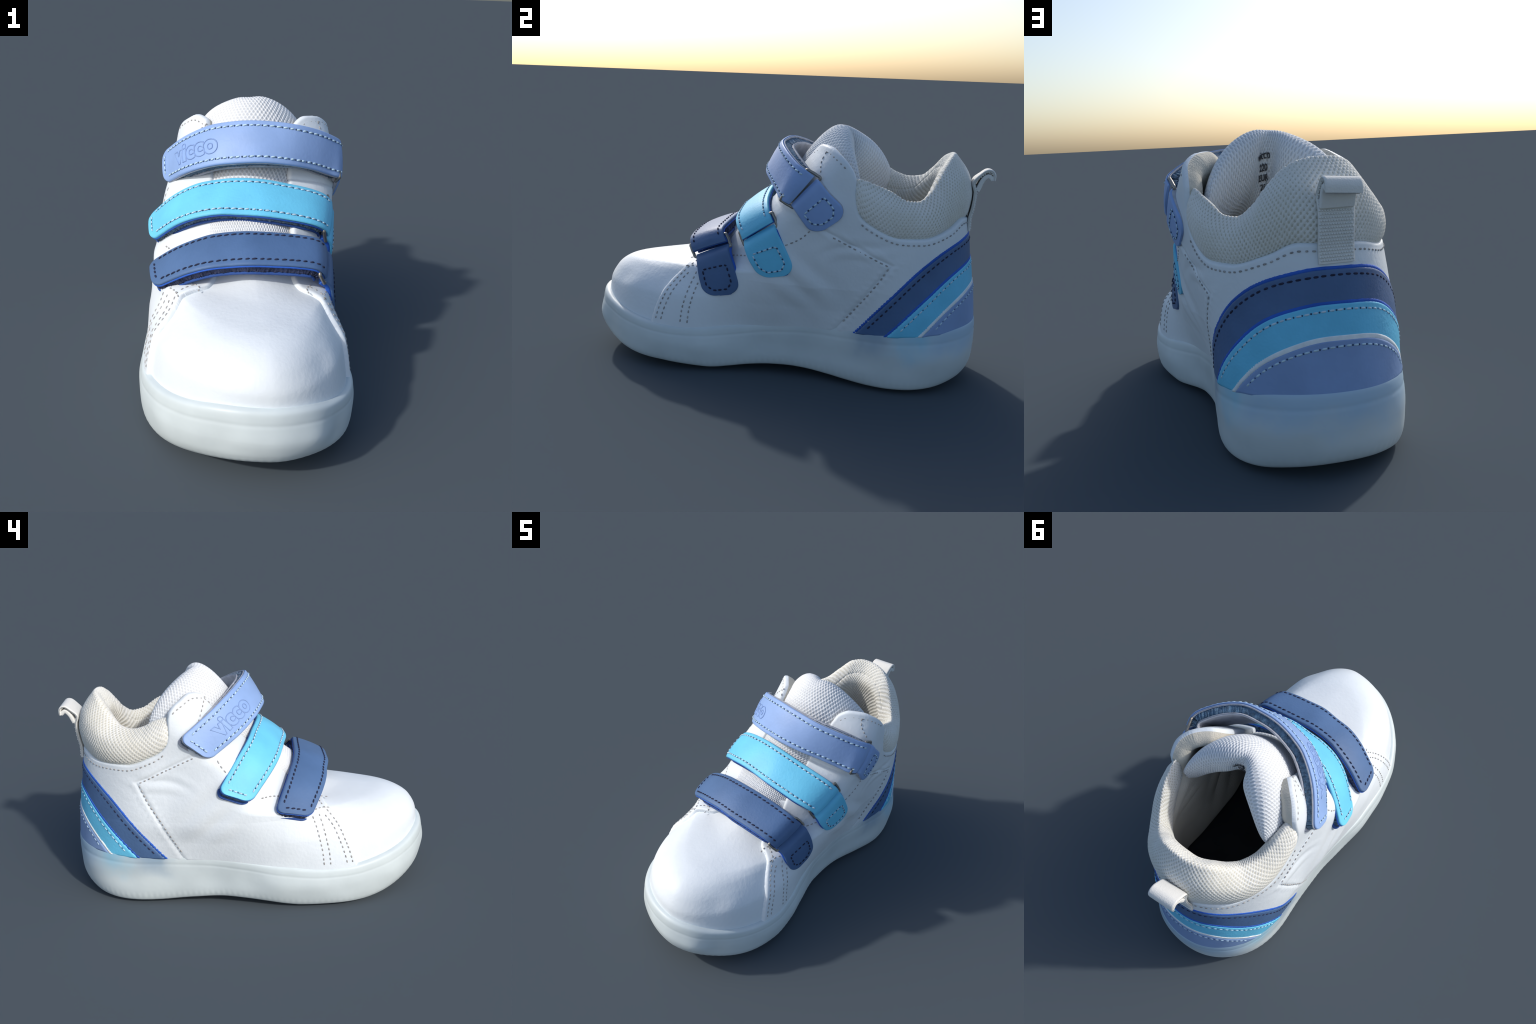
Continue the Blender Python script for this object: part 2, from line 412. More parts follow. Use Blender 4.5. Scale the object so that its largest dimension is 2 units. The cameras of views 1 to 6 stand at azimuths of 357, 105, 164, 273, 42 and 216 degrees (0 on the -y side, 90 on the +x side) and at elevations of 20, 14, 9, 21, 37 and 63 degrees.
# ----------------------------------------------------------------------------
# sole
# ----------------------------------------------------------------------------
SC = 720
ph = np.linspace(0, 2 * np.pi, SC, endpoint=False)
z0 = 0.22
y0 = front_y(z0) + (back_y(z0) - front_y(z0)) * (1 - np.cos(ph)) / 2
sd = np.where(np.sin(ph) >= -1e-9, 1.0, -1.0)
ringp = np.stack([last_x(sd, y0, np.full(SC, z0)), y0], 1)
ring = catmull(np.vstack([ringp, ringp[:1]]), SC + 1)[:-1]
tn = np.roll(ring, -1, 0) - np.roll(ring, 1, 0)
for _ in range(8):
    tn = (np.roll(tn, 1, 0) + tn * 2 + np.roll(tn, -1, 0)) / 4
on = unit(np.stack([tn[:, 1], -tn[:, 0]], 1))
cpro = catmull([(-0.05, 0.95), (-0.022, 0.995), (0.0, 1.012), (0.016, 0.995), (0.025, 0.94), (0.030, 0.80), (0.034, 0.6), (0.032, 0.4), (0.027, 0.24),
                (0.016, 0.11), (-0.004, 0.03), (-0.05, 0.0)], 80)
ends = smooth(0.55, 1.0, np.abs(ring[:, 1] - 0.0)) * smooth(0.0, 0.9, np.abs(on[:, 1]))
rows = []
for o, f in cpro:
    roundness = np.where(f < 0.55, (0.034 - o) * (0.35 + 1.6 * ends) * smooth(0.6, 0.0, f) , 0.034 - o)
    if f < 0.55:
        lo = 0.034 - (0.034 - o) * (0.7 + np.where(ring[:, 1] > 0, 0.30, 0.75) * ends) - 0.015 * ends * (0.55 - f)
    else:
        lo = np.full(SC, o)
    rib = 0.0006 * np.sin(np.arange(SC) / SC * 2 * np.pi * 150) * np.exp(-((f - 0.14) / 0.07) ** 2)
    line = -0.0012 * math.exp(-((f - 0.80) / 0.03) ** 2)
    P2 = ring + on * (lo + rib + line)[:, None]
    zr, zl = rim_z(ring[:, 1]), low_z(ring[:, 1]) + 0.010 + 0.022 * smooth(0.1, 0.4, ring[:, 0]) * smooth(-0.25, -0.55, ring[:, 1])
    z = zl + (zr - zl) * f
    if f < 0.5:
        z = z + ends * 0.02 * (1 - f / 0.5) * smooth(-0.02, 0.02, 0.034 - lo)
    rows.append(np.column_stack([P2, z]))
S = np.array(rows)
mid = np.exp(-((np.linspace(0, 1, len(cpro)) - 0.5) / 0.25) ** 2)[:, None]
sn = np.concatenate([on, np.zeros((SC, 1))], 1)[None]
dent = 0.008 * lumps(S, 7, 5) + 0.0045 * lumps(S, 17, 6) + 0.012 * np.exp(-((S[..., 0] - 0.25) / 0.06) ** 2 - ((S[..., 1] + 0.9) / 0.1) ** 2) - 0.012 * np.exp(-((S[..., 0] - 0.33) / 0.04) ** 2 - ((S[..., 1] + 0.8) / 0.08) ** 2)
S = S + sn * (dent * mid)[..., None]
# underside closes towards the middle line
inner = []
for k in np.linspace(0, 1, 14)[1:]:
    c = np.column_stack([centre(S[-1, :, 1]) * 0.6, np.clip(S[-1, :, 1], -0.75, 0.75)])
    xy = S[-1, :, :2] * (1 - k) + c * k
    inner.append(np.column_stack([xy, S[-1, :, 2] * (1 - k) + low_z(xy[:, 1]) * k + 0.0]))
Sall = np.concatenate([S, np.array(inner)])
add("sole", Sall.reshape(-1, 3), grid_faces(len(Sall), SC, True, flip=True), SOLE)

# insole: footbed, its near-black colour stands for the unlit inside
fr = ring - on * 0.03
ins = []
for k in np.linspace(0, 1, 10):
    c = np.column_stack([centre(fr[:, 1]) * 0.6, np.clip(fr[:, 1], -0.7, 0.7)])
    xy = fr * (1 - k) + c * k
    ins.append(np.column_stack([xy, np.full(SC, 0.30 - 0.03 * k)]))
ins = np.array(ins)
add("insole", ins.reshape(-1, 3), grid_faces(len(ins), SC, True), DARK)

# ----------------------------------------------------------------------------
# knitted mesh: an open net of raised cords over a padded layer
# ----------------------------------------------------------------------------
def net(P, along, across, cell_a, cell_b, depth, lift, name, net_mat, pad_mat, parent=root, flip=False, fade=None):
    """P grid; along/across in metres. The net dips below the pad inside each hole."""
    nr, nc = P.shape[:2]
    Tu = np.gradient(P, axis=1); Tv = np.gradient(P, axis=0)
    Nn = unit(np.cross(Tu, Tv)) * (-1 if flip else 1)
    a = along / cell_a; b = across / cell_b
    d = np.full(a.shape, 9.0)
    for o in (0.0, 0.5):
        u = a + o - np.round(a + o); v = b + o - np.round(b + o)
        d = np.minimum(d, np.sqrt(u * u + v * v))
    hole = 1 - smooth(0.14, 0.34, d)
    if fade is not None:
        hole = hole * fade
    pad = add(name + "_padding", P.reshape(-1, 3), grid_faces(nr, nc, flip=flip), pad_mat, parent)
    Q = P + Nn * (lift - hole * depth)[..., None]
    ob = add(name, Q.reshape(-1, 3), grid_faces(nr, nc, flip=flip), net_mat, parent)
    pad.parent = ob
    return ob


# ---- padded collar -----------------------------------------------------------
def last_radius(theta, z):
    """distance from the ankle axis to the skin at angle theta (deg, 0 = heel)"""
    zz = np.atleast_1d(z)
    out = np.zeros(len(zz))
    for k, h in enumerate(zz):
        r = int(np.clip(np.searchsorted(ring_z, h), 0, NR - 1))
        th = THETA[r]; rad = np.hypot(Xg[r] - AX[0], Yg[r] - AX[1])
        o = np.argsort(th)
        out[k] = np.interp(theta, th[o], rad[o], period=360)
    return out


collar_top = pchip([-108, -103, -90, -80, -65, -50, -35, -21, -10, 0, 10, 20, 30, 38, 50, 60, 73, 87, 97, 102],
                   [1.035, 1.03, 1.01, 0.985, 0.968, 0.980, 1.040, 1.108, 1.127, 1.130, 1.122, 1.090, 1.025, 0.968, 0.928, 0.932, 0.968, 1.0, 1.02, 1.02])
collar_thick = pchip([-108, -65, -30, 0, 30, 60, 102], [0.075, 0.13, 0.155, 0.16, 0.13, 0.092, 0.05])
TH = np.linspace(-107, 101, 420)
sections = []
for th in TH:
    zs, zt, tk = float(seam_z(np.clip(th, -100, 94))), float(collar_top(th)), float(collar_thick(th))
    R0 = float(last_radius(th, zs)[0]); H = zt - zs
    e = float(smooth(-107, -98, th) * smooth(101, 92, th))
    bl = (0.008 + 0.016 * min(1, H / 0.18)) * e
    heel = math.exp(-((th + 5) / 28) ** 2)
    R1 = float(last_radius(th, zs + 0.1)[0])
    pts = [(R0 - 0.03, zs - 0.03), (R0 - 0.002 + 0.008 * e, zs + 0.004), (R0 + bl * 0.75, zs + 0.16 * H), (R1 * 0.5 + R0 * 0.5 + bl, zs + 0.42 * H),
           (R1 + bl * 0.55 - heel * 0.015, zs + 0.70 * H), (R1 - tk * 0.24 - heel * 0.015, zs + 0.93 * H), (R1 - tk * 0.48 - heel * 0.008, zt),
           (R1 - tk * 0.78, zt - 0.045 - 0.02 * heel), (R1 - tk * 0.90, zt - 0.12), (R1 - tk * 0.72, zt - 0.22), (R1 - tk * 0.4 - 0.02, zt - 0.36), (R0 - 0.04, 0.48)]
    sec = catmull(pts, 190)
    a = math.radians(th)
    sections.append(np.column_stack([AX[0] + sec[:, 0] * math.sin(a), AX[1] + sec[:, 0] * math.cos(a), sec[:, 1]]))
CP = np.array(sections).transpose(1, 0, 2)          # rows down the section, columns round the heel
CP = CP + unit(np.cross(np.gradient(CP, axis=1), np.gradient(CP, axis=0))) * (0.006 * lumps(CP, 13, 8))[..., None]
rk = np.linspace(0, 1, CP.shape[0])[:, None]
ridge = np.exp(-((rk - 0.44) / 0.006) ** 2) * (0.7 + 0.3 * np.sin(TH * 1.3))[None]
CP = CP + unit(np.cross(np.gradient(CP, axis=1), np.gradient(CP, axis=0))) * (0.005 * ridge)[..., None]
al = np.cumsum(np.r_[0, np.linalg.norm(np.diff(CP[60], axis=0), axis=1)])[None] * np.ones((CP.shape[0], 1))
ac = np.cumsum(np.vstack([np.zeros(CP.shape[1]), np.linalg.norm(np.diff(CP, axis=0), axis=2)]), axis=0)
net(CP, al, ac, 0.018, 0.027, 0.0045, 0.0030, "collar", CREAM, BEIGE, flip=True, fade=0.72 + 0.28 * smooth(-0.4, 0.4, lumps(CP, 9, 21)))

# added dark sheet deep inside the ankle, shade put into its colour
deep = panel("ankle_shade_sheet", np.minimum.reduce([metres(Zg - 0.25), metres(0.56 - Zg)]), -0.045, DARK, sink=0.045, flip=True)

# ---- tongue --------------------------------------------------------------------
def tongue_grid(nu=320, nv=330):
    """a padded sheet: it runs up the instep, bends round the shin and folds over at the top"""
    path = catmull([(-0.36, 0.640), (-0.24, 0.722), (-0.125, 0.825), (-0.035, 0.915), (0.035, 1.012), (0.09, 1.10), (0.155, 1.182), (0.215, 1.230), (0.262, 1.243),
                    (0.295, 1.220), (0.302, 1.165), (0.270, 1.06), (0.215, 0.94), (0.135, 0.83), (0.03, 0.73), (-0.06, 0.65)], nv)
    top = int(np.argmax(path[:, 1]))
    u = np.linspace(-1, 1, nu)
    u = u + 0.10 * np.sin(np.pi * u)
    G = np.zeros((nv, nu, 3))
    for i, (y, z) in enumerate(path):
        yf = np.interp(z, path[:top + 1, 1], path[:top + 1, 0])
        yb = np.interp(z, path[top:, 1][::-1], path[top:, 0][::-1])
        meet = (yf + yb) / 2
        wl, wr = (np.interp(z, [0.65, 0.8, 1.0, 1.15, 1.25], w_) for w_ in ([0.19, 0.215, 0.262, 0.258, 0.250], [0.20, 0.225, 0.300, 0.305, 0.290]))
        x = np.where(u < 0, u * wl, u * wr)
        f = float(smooth(0.72, 1.02, z))
        # right half bends gently round the shin, left half runs straight back along the wall
        ax = np.sqrt(x * x + 0.04) - 0.20
        bend_r, slope_r = 1.75 * x * x, 3.5 * x
        bend_l, slope_l = 1.5 * ax + 0.7 * x * x, 1.5 * x / (ax + 0.20) + 1.4 * x
        bend = np.where(x > 0, bend_r, bend_l) * f + 0.30 * x * x * (1 - f)
        slope = np.where(x > 0, slope_r, slope_l) * f + 0.60 * x * (1 - f)
        nx, ny = -slope, np.ones(nu)
        ln = np.hypot(nx, ny); nx, ny = nx / ln, ny / ln
        d = (y - meet) * np.sqrt(np.clip(1 - np.abs(u) ** 6, 0, 1)) * (np.where(u < 0, 1 + 0.05 * u ** 2, 1 - 0.45 * u ** 2) + (0.20 * np.exp(-((u - 0.35) / 0.28) ** 2) + 0.25 * np.exp(-((u + 0.45) / 0.25) ** 2) if i > top else 0.0))
        drop = np.where(x > 0, 2.2 * x * x, 0.95 * ax + 0.9 * x * x) * float(smooth(0.75, 1.1, z)) + 0.7 * x ** 2 * (1 - f)
        drop = drop + 0.10 * f * (1 - np.sqrt(np.clip(1 - np.abs(u) ** 5, 0, 1)))
        G[i] = np.column_stack([0.018 + x + nx * d, meet + bend + ny * d, z - drop])
    return G, path


TG, tpath = tongue_grid()
# centre crease where the padded lining folds
tn_ = unit(np.cross(np.gradient(TG, axis=1), np.gradient(TG, axis=0)))
rowk = np.linspace(0, 1, TG.shape[0])[:, None]
crease = -0.024 * np.exp(-((TG[..., 0] - 0.02 + 0.25 * (TG[..., 2] - 1.2)) / 0.042) ** 2) * smooth(0.5, 0.6, rowk)
TG = TG + -tn_ * (crease + 0.005 * lumps(TG, 14, 12))[..., None] * -1
al = np.cumsum(np.r_[0, np.linalg.norm(np.diff(TG[120], axis=0), axis=1)])[None] * np.ones((TG.shape[0], 1))
ac = np.cumsum(np.r_[0, np.linalg.norm(np.diff(TG[:, 150], axis=0), axis=1)])[:, None] * np.ones((1, TG.shape[1]))
tongue = net(TG, al, ac, 0.021, 0.031, 0.0055, 0.0032, "tongue", TONGUE, GREY_PAD, flip=False)

# ----------------------------------------------------------------------------
# ribbons: straps, tabs, webbing
# ----------------------------------------------------------------------------
class Ribbon:
    """a band between two edge curves with rounded ends; outer face looks along its normal"""
    def __init__(self, ra, rb, n=160, crown=0.0):
        self.a, self.b = catmull(ra, n), catmull(rb, n)
        c = (self.a + self.b) / 2
        t = unit(np.gradient(c, axis=0)); w = self.b - self.a
        self.n = unit(np.cross(t, w)); self.c = c; self.t = t
        self.w = np.linalg.norm(w, axis=1); self.wd = unit(w)
        self.s = np.r_[0, np.cumsum(np.linalg.norm(np.diff(c, axis=0), axis=1))]
        self.crown = crown

    def at(self, s, v, h):
        """s metres along, v metres across from the middle, h metres above the outer face"""
        g = lambda arr: np.stack([np.interp(s, self.s, arr[:, k]) for k in range(3)], -1)
        W = np.interp(s, self.s, self.w)
        cr = self.crown * (1 - (2 * v / W) ** 2)
        return g(self.c) + g(self.wd) * np.asarray(v)[..., None] + g(self.n) * (h + cr)[..., None]

    def solid(self, name, mat, top, bottom, inset=0.0, r0=0.0, r1=0.0, s0=0.0, s1=0.0, parent=root, nv=28, rough=0.0, seed=0, edge=None):
        n = 220
        L = self.s[-1]
        # denser stations near both ends so that the corners stay round
        q = np.linspace(0, 1, n); q = q - 0.09 * np.sin(2 * np.pi * q)
        S_ = -s0 + inset + (L + s0 + s1 - 2 * inset) * q
        Se = np.clip(S_, 0, L)
        half = np.interp(Se, self.s, self.w) / 2 - inset
        for r, d in ((r0, S_ - S_[0]), (r1, S_[-1] - S_)):
            if r > 0:
                half = np.where(d < r, half - r + np.sqrt(np.clip(r * r - (r - d) ** 2, 0, None)), half)
        th = top - bottom; e = min(th / 2, 0.007) if edge is None else edge
        rows_ = []
        k = np.linspace(-1, 1, nv)
        for i in range(n):
            hw = half[i]
            v = np.r_[k * max(hw - e, 1e-4)]
            arc = np.linspace(0, np.pi / 2, 4)[1:]
            vt = np.r_[-hw + e - e * np.sin(arc)[::-1], v, hw - e + e * np.sin(arc)]
            ht = np.r_[top - e + e * np.cos(arc)[::-1], np.full(nv, top), top - e + e * np.cos(arc)]
            vb = vt[::-1]; hb = np.r_[bottom + e - e * np.cos(arc)[::-1], np.full(nv, bottom), bottom + e - e * np.cos(arc)]
            vv = np.r_[vt, vb]; hh = np.r_[ht, hb]
            base = self.at(np.full(len(vv), Se[i]), vv, hh)
            ex = S_[i] - Se[i]
            rows_.append(base + self.t[0 if S_[i] < 0 else -1] * ex)
        G = np.array(rows_); m = G.shape[1]
        if rough:
            G = G + rng.normal(0, rough, G.shape)
        f = grid_faces(n, m, True).tolist()
        f.append(list(range(m))[::-1]); f.append(list(range((n - 1) * m, n * m)))
        return add(name, G.reshape(-1, 3), f, mat, parent)


def capsule_rings(p, q, up, r, flat=0.6, n=6):
    """low rounded thread between p and q"""
    t = q - p; Lq = np.linalg.norm(t); t = t / Lq
    side = np.cross(t, up); side /= np.linalg.norm(side); up = np.cross(side, t)
    V = []
    for k, rr in ((0.0, 0.35), (0.18, 0.9), (0.5, 1.0), (0.82, 0.9), (1.0, 0.35)):
        c = p + t * Lq * k + up * r * flat * 0.6 * (4 * k * (1 - k))
        for j in range(n):
            a = 2 * math.pi * j / n
            V.append(c + (side * math.cos(a) + up * math.sin(a) * flat) * r * rr)
    F = []
    for i in range(4):
        for j in range(n):
            F.append((i * n + j, i * n + (j + 1) % n, (i + 1) * n + (j + 1) % n, (i + 1) * n + j))
    F.append(tuple(range(n))[::-1]); F.append(tuple(range(4 * n, 5 * n)))
    return V, F


class Sewing:
    """collects running stitches, then becomes one mesh"""
    def __init__(self): self.V, self.F = [], []
    def one(self, p, q, up, r, flat=0.6):
        v, f = capsule_rings(np.asarray(p), np.asarray(q), np.asarray(up), r, flat)
        b = len(self.V); self.V += v; self.F += [tuple(b + i for i in ff) for ff in f]
    def line(self, P, N, pitch, fill, r, shift=0.0, lift=0.0, skew=0.0):
        s = np.r_[0, np.cumsum(np.linalg.norm(np.diff(P, axis=0), axis=1))]
        g = lambda A, x: np.array([np.interp(x, s, A[:, k]) for k in range(3)])
        n = max(1, int(round(s[-1] / pitch))); step = s[-1] / n
        for i in range(n):
            a = (i + 0.5 + shift) * step + rng.normal(0, 0.04) * step
            h = fill * step / 2 * (1 + rng.normal(0, 0.08))
            if a - h < 0 or a + h > s[-1]: continue
            p, q, u = g(P, a - h), g(P, a + h), g(N, a); u = u / np.linalg.norm(u)
            sd_ = np.cross(q - p, u); sd_ = sd_ / (np.linalg.norm(sd_) + 1e-9)
            self.one(p + u * lift + sd_ * skew, q + u * lift - sd_ * skew, u, r)
    def done(self, name, mat, parent=root):
        return add(name, np.array(self.V), self.F, mat, parent, kind="stuff")


# ---- the three closing straps ---------------------------------------------------
STRAPS = [
    dict(up=[(-0.422, -0.165, 0.562), (-0.310, -0.212, 0.65), (-0.200, -0.245, 0.71), (-0.125, -0.262, 0.737), (-0.018, -0.27, 0.752), (0.090, -0.266, 0.75), (0.200, -0.262, 0.742), (0.295, -0.26, 0.728), (0.333, -0.245, 0.70), (0.350, -0.225, 0.672)],
         low=[(-0.390, -0.352, 0.522), (-0.310, -0.390, 0.575), (-0.245, -0.418, 0.615), (-0.162, -0.440, 0.648), (-0.069, -0.448, 0.664), (0.023, -0.459, 0.675), (0.116, -0.455, 0.673), (0.210, -0.449, 0.667), (0.285, -0.439, 0.653), (0.321, -0.421, 0.623), (0.334, -0.404, 0.597)],
         tab_up=[(0.338, -0.21, 0.655), (0.373, -0.20, 0.625), (0.383, -0.17, 0.55), (0.380, -0.142, 0.465), (0.376, -0.135, 0.425)],
         tab_low=[(0.323, -0.388, 0.575), (0.356, -0.372, 0.545), (0.373, -0.355, 0.485), (0.383, -0.335, 0.43), (0.388, -0.320, 0.39)],
         face=NAVY, pile=NAVY_FUZZ, back=STRAP_BACK, edge=BLUE_EDGE, thread=THREAD_DARK, gap=0.036, poke=0.010),
    dict(up=[(-0.452, 0.12, 0.69), (-0.342, 0.037, 0.808), (-0.234, -0.023, 0.884), (-0.130, -0.045, 0.915), (-0.041, -0.06, 0.929), (0.070, -0.066, 0.928), (0.185, -0.057, 0.908), (0.285, -0.04, 0.884), (0.353, -0.018, 0.855), (0.390, 0.005, 0.82), (0.398, 0.018, 0.798)],
         low=[(-0.430, -0.045, 0.620), (-0.317, -0.140, 0.726), (-0.225, -0.187, 0.778), (-0.127, -0.208, 0.804), (-0.040, -0.216, 0.807), (0.070, -0.226, 0.806), (0.180, -0.219, 0.791), (0.270, -0.206, 0.771), (0.328, -0.181, 0.745), (0.363, -0.150, 0.712), (0.371, -0.138, 0.690)],
         tab_up=[(0.380, 0.028, 0.785), (0.406, 0.042, 0.755), (0.406, 0.085, 0.68), (0.400, 0.125, 0.60), (0.393, 0.138, 0.555)],
         tab_low=[(0.353, -0.132, 0.68), (0.380, -0.12, 0.65), (0.390, -0.095, 0.60), (0.390, -0.065, 0.555), (0.386, -0.045, 0.515)],
         face=CYAN, pile=TEAL_FUZZ, back=STRAP_BACK, edge=BLUE_EDGE, thread=THREAD_PALE, gap=0.030, poke=0.014),
    dict(up=[(-0.400, 0.305, 0.955), (-0.295, 0.158, 1.06), (-0.183, 0.066, 1.13), (-0.090, 0.026, 1.158), (0.008, 0.002, 1.172), (0.108, -0.005, 1.171), (0.220, 0.002, 1.158), (0.325, 0.05, 1.128), (0.413, 0.122, 1.084), (0.440, 0.170, 1.058), (0.438, 0.212, 1.03)],
         low=[(-0.383, 0.160, 0.835), (-0.270, 0.014, 0.927), (-0.155, -0.063, 0.980), (-0.044, -0.095, 1.001), (0.066, -0.109, 1.010), (0.180, -0.085, 0.996), (0.295, -0.027, 0.965), (0.375, 0.022, 0.932), (0.423, 0.050, 0.914), (0.443, 0.082, 0.902), (0.441, 0.103, 0.893)],
         tab_up=[(0.420, 0.225, 1.018), (0.433, 0.245, 1.0), (0.428, 0.285, 0.955), (0.418, 0.335, 0.91), (0.406, 0.375, 0.872)],
         tab_low=[(0.424, 0.110, 0.888), (0.438, 0.128, 0.872), (0.433, 0.155, 0.835), (0.424, 0.19, 0.79), (0.413, 0.225, 0.755)],
         face=PERI, pile=TEAL_FUZZ, back=GREY_EDGE, edge=GREY_EDGE, thread=THREAD_PALE, gap=0.042, poke=0.012),
]


def tube(path, r, name, mat, parent, n=10):
    P = catmull(path, 120, closed=True)
    P = P[:-1]
    t = unit(np.roll(P, -1, 0) - np.roll(P, 1, 0))
    c = P - P.mean(0)
    u = unit(c - (c * t).sum(1, keepdims=True) * t); v = np.cross(t, u)
    a = np.linspace(0, 2 * np.pi, n, endpoint=False)
    G = P[:, None] + r * (u[:, None] * np.cos(a)[None, :, None] + v[:, None] * np.sin(a)[None, :, None])
    G2 = np.vstack([G, G[:1]])
    f = grid_faces(len(G), n, True).tolist()
    m = len(G)
    for j in range(n):
        f.append(((m - 1) * n + j, (m - 1) * n + (j + 1) % n, (j + 1) % n, j))
    return add(name, G.reshape(-1, 3), f, mat, parent)


strap_ribbons = []
for st in STRAPS:
    R_ = Ribbon(st["low"], st["up"], crown=0.008)
    # make the normal look away from the foot
    if R_.n[80][2] < 0:
        R_ = Ribbon(st["up"], st["low"], crown=0.008)
    strap_ribbons.append(R_)
    L = R_.s[-1]
    strap = R_.solid("strap", st["face"], 0.0, -0.014, r0=0.045, r1=0.0)
    R_.solid("strap_cut_edge", st["edge"], -0.011, -0.019, inset=-0.002, r0=0.045, s1=0.0, parent=strap)
    R_.solid("loop_pile", st["pile"], -0.016, -0.016 - st["gap"], inset=0.005, r0=0.045, s0=st["poke"] * 0.5, parent=strap, rough=0.0022, nv=60)
    R_.solid("strap_backing", st["back"], -0.014 - st["gap"], -0.026 - st["gap"], inset=-0.001, r0=0.045, s0=st["poke"], parent=strap)
    # rows of stitches round the free end and along both edges
    W = np.interp(L / 2, R_.s, R_.w)
    m = 0.026; sx = np.linspace(0.03, L - 0.035, 160)
    wv = np.interp(sx, R_.s, R_.w) / 2 - m
    end_v = np.linspace(-1, 1, 30) * (wv[0] - 0.012)
    up_line = R_.at(sx[4:], -wv[4:], np.zeros(156)); dn_line = R_.at(sx[4:], wv[4:], np.zeros(156))
    e_line = R_.at(np.full(30, 0.03), end_v, np.zeros(30))
    ns = lambda s_: np.stack([np.interp(s_, R_.s, R_.n[:, k]) for k in range(3)], -1)
    sew, hole_beads = Sewing(), Sewing()
    for Pn, s_ in ((up_line, sx[4:]), (dn_line, sx[4:]), (e_line, np.full(30, 0.03))):
        sew.line(Pn, ns(s_), 0.030, 0.66, 0.0042, lift=0.0012, skew=0.002)
        hole_beads.line(Pn, ns(s_), 0.030, 0.26, 0.0042, shift=0.5, lift=-0.0003)  # solid dark beads between stitches, nothing is pierced
    sew.done("stitching", st["thread"], strap)
    if st["thread"] is THREAD_PALE:
        hole_beads.done("dark_hole_beads", HOLE_BEAD, strap)
    # anchor tab on the outer wall, with its stitched box
    T = Ribbon(st["tab_up"], st["tab_low"], crown=0.003)
    if T.n[80][0] < 0:
        T = Ribbon(st["tab_low"], st["tab_up"], crown=0.003)
    tab = T.solid("anchor_tab", st["face"], 0.006, -0.012, r1=0.06)
    T.solid("tab_cut_edge", st["edge"], -0.004, -0.024, inset=-0.004, r1=0.062, parent=tab)
    LT = T.s[-1]; wT = np.interp(LT * 0.7, T.s, T.w)
    b0, b1, bw = LT * 0.40, LT - 0.028, wT / 2 - 0.032
    box = np.array([(b0, -bw), (b0, bw), (b1 - 0.03, bw), (b1, bw - 0.03), (b1, -bw + 0.03), (b1 - 0.03, -bw), (b0, -bw)])
    q = np.vstack([np.linspace(box[i], box[i + 1], 20) for i in range(6)])
    PB = T.at(q[:, 0], q[:, 1], np.full(len(q), 0.006))
    nB = np.stack([np.interp(q[:, 0], T.s, T.n[:, k]) for k in range(3)], -1)
    sew, hole_beads = Sewing(), Sewing()
    sew.line(PB, nB, 0.028, 0.6, 0.0042, lift=0.001)
    hole_beads.line(PB, nB, 0.028, 0.28, 0.0045, shift=0.5)  # dark beads in place of real holes on the tab
    sew.done("stitching", st["thread"], tab)
    if st["thread"] is THREAD_PALE:
        hole_beads.done("dark_hole_beads", HOLE_BEAD, tab)
    # steel loop that the strap turns round
    c = R_.c[-1] - R_.n[-1] * 0.018; wd = R_.wd[-1]; dn = unit(R_.t[-1]); hw = R_.w[-1] / 2 + 0.007
    wire = [c + wd * x * hw + dn * y for x, y in ((-1, -0.028), (-1, 0.006), (-0.9, 0.03), (0, 0.032), (0.9, 0.03), (1, 0.006), (1, -0.028), (0.9, -0.045), (0, -0.047), (-0.9, -0.045))]
    tube(wire, 0.0075, "strap_ring", METAL, strap)

# ---- raised lettering on the top strap
def lettering(body, size, mapper, name, mat, parent, outline=0.0, bold=0.0, height=0.0015):
    cu = bpy.data.curves.new(name, "FONT"); cu.body = body; cu.size = size
    cu.align_x = "CENTER"; cu.align_y = "CENTER"; cu.resolution_u = 6
    cu.offset = bold
    if outline:
        cu.fill_mode = "NONE"; cu.bevel_depth = outline; cu.bevel_resolution = 2
    else:
        cu.extrude = height
    o = bpy.data.objects.new(name, cu); bpy.context.scene.collection.objects.link(o)
    bpy.context.view_layer.update()
    me = bpy.data.meshes.new_from_object(o.evaluated_get(bpy.context.evaluated_depsgraph_get()))
    bpy.data.objects.remove(o)
    co = np.empty(len(me.vertices) * 3); me.vertices.foreach_get("co", co); co = co.reshape(-1, 3)
    me.vertices.foreach_set("co", mapper(co).ravel()); me.update()
    me.materials.clear(); me.materials.append(mat)
    ob = bpy.data.objects.new(name, me); bpy.context.scene.collection.objects.link(ob); ob.parent = parent
    return ob


TOP = strap_ribbons[2]
low_first = np.linalg.norm(TOP.a[0] - np.array(STRAPS[2]["low"][0])) < 0.02
strap_obs = [o for o in root.children if o.name.startswith("strap")]
PERI_INK = material("pressed_periwinkle", (0.235, 0.36, 0.65), rough=0.5, vary=0.05)


def on_strap(co):
    v = co[:, 1] * (1 if low_first else -1)
    return TOP.at(0.275 + co[:, 0], v, co[:, 2] + 0.0005)


lettering("vicco", 0.125, on_strap, "raised_lettering", PERI_INK, strap_obs[2], outline=0.0028, bold=0.006)

# ---- size label inside the tongue ------------------------------------------------
TGN = -unit(np.cross(np.gradient(TG, axis=1), np.gradient(TG, axis=0)))
top_row = int(np.argmax(TG[:, 150, 2]))


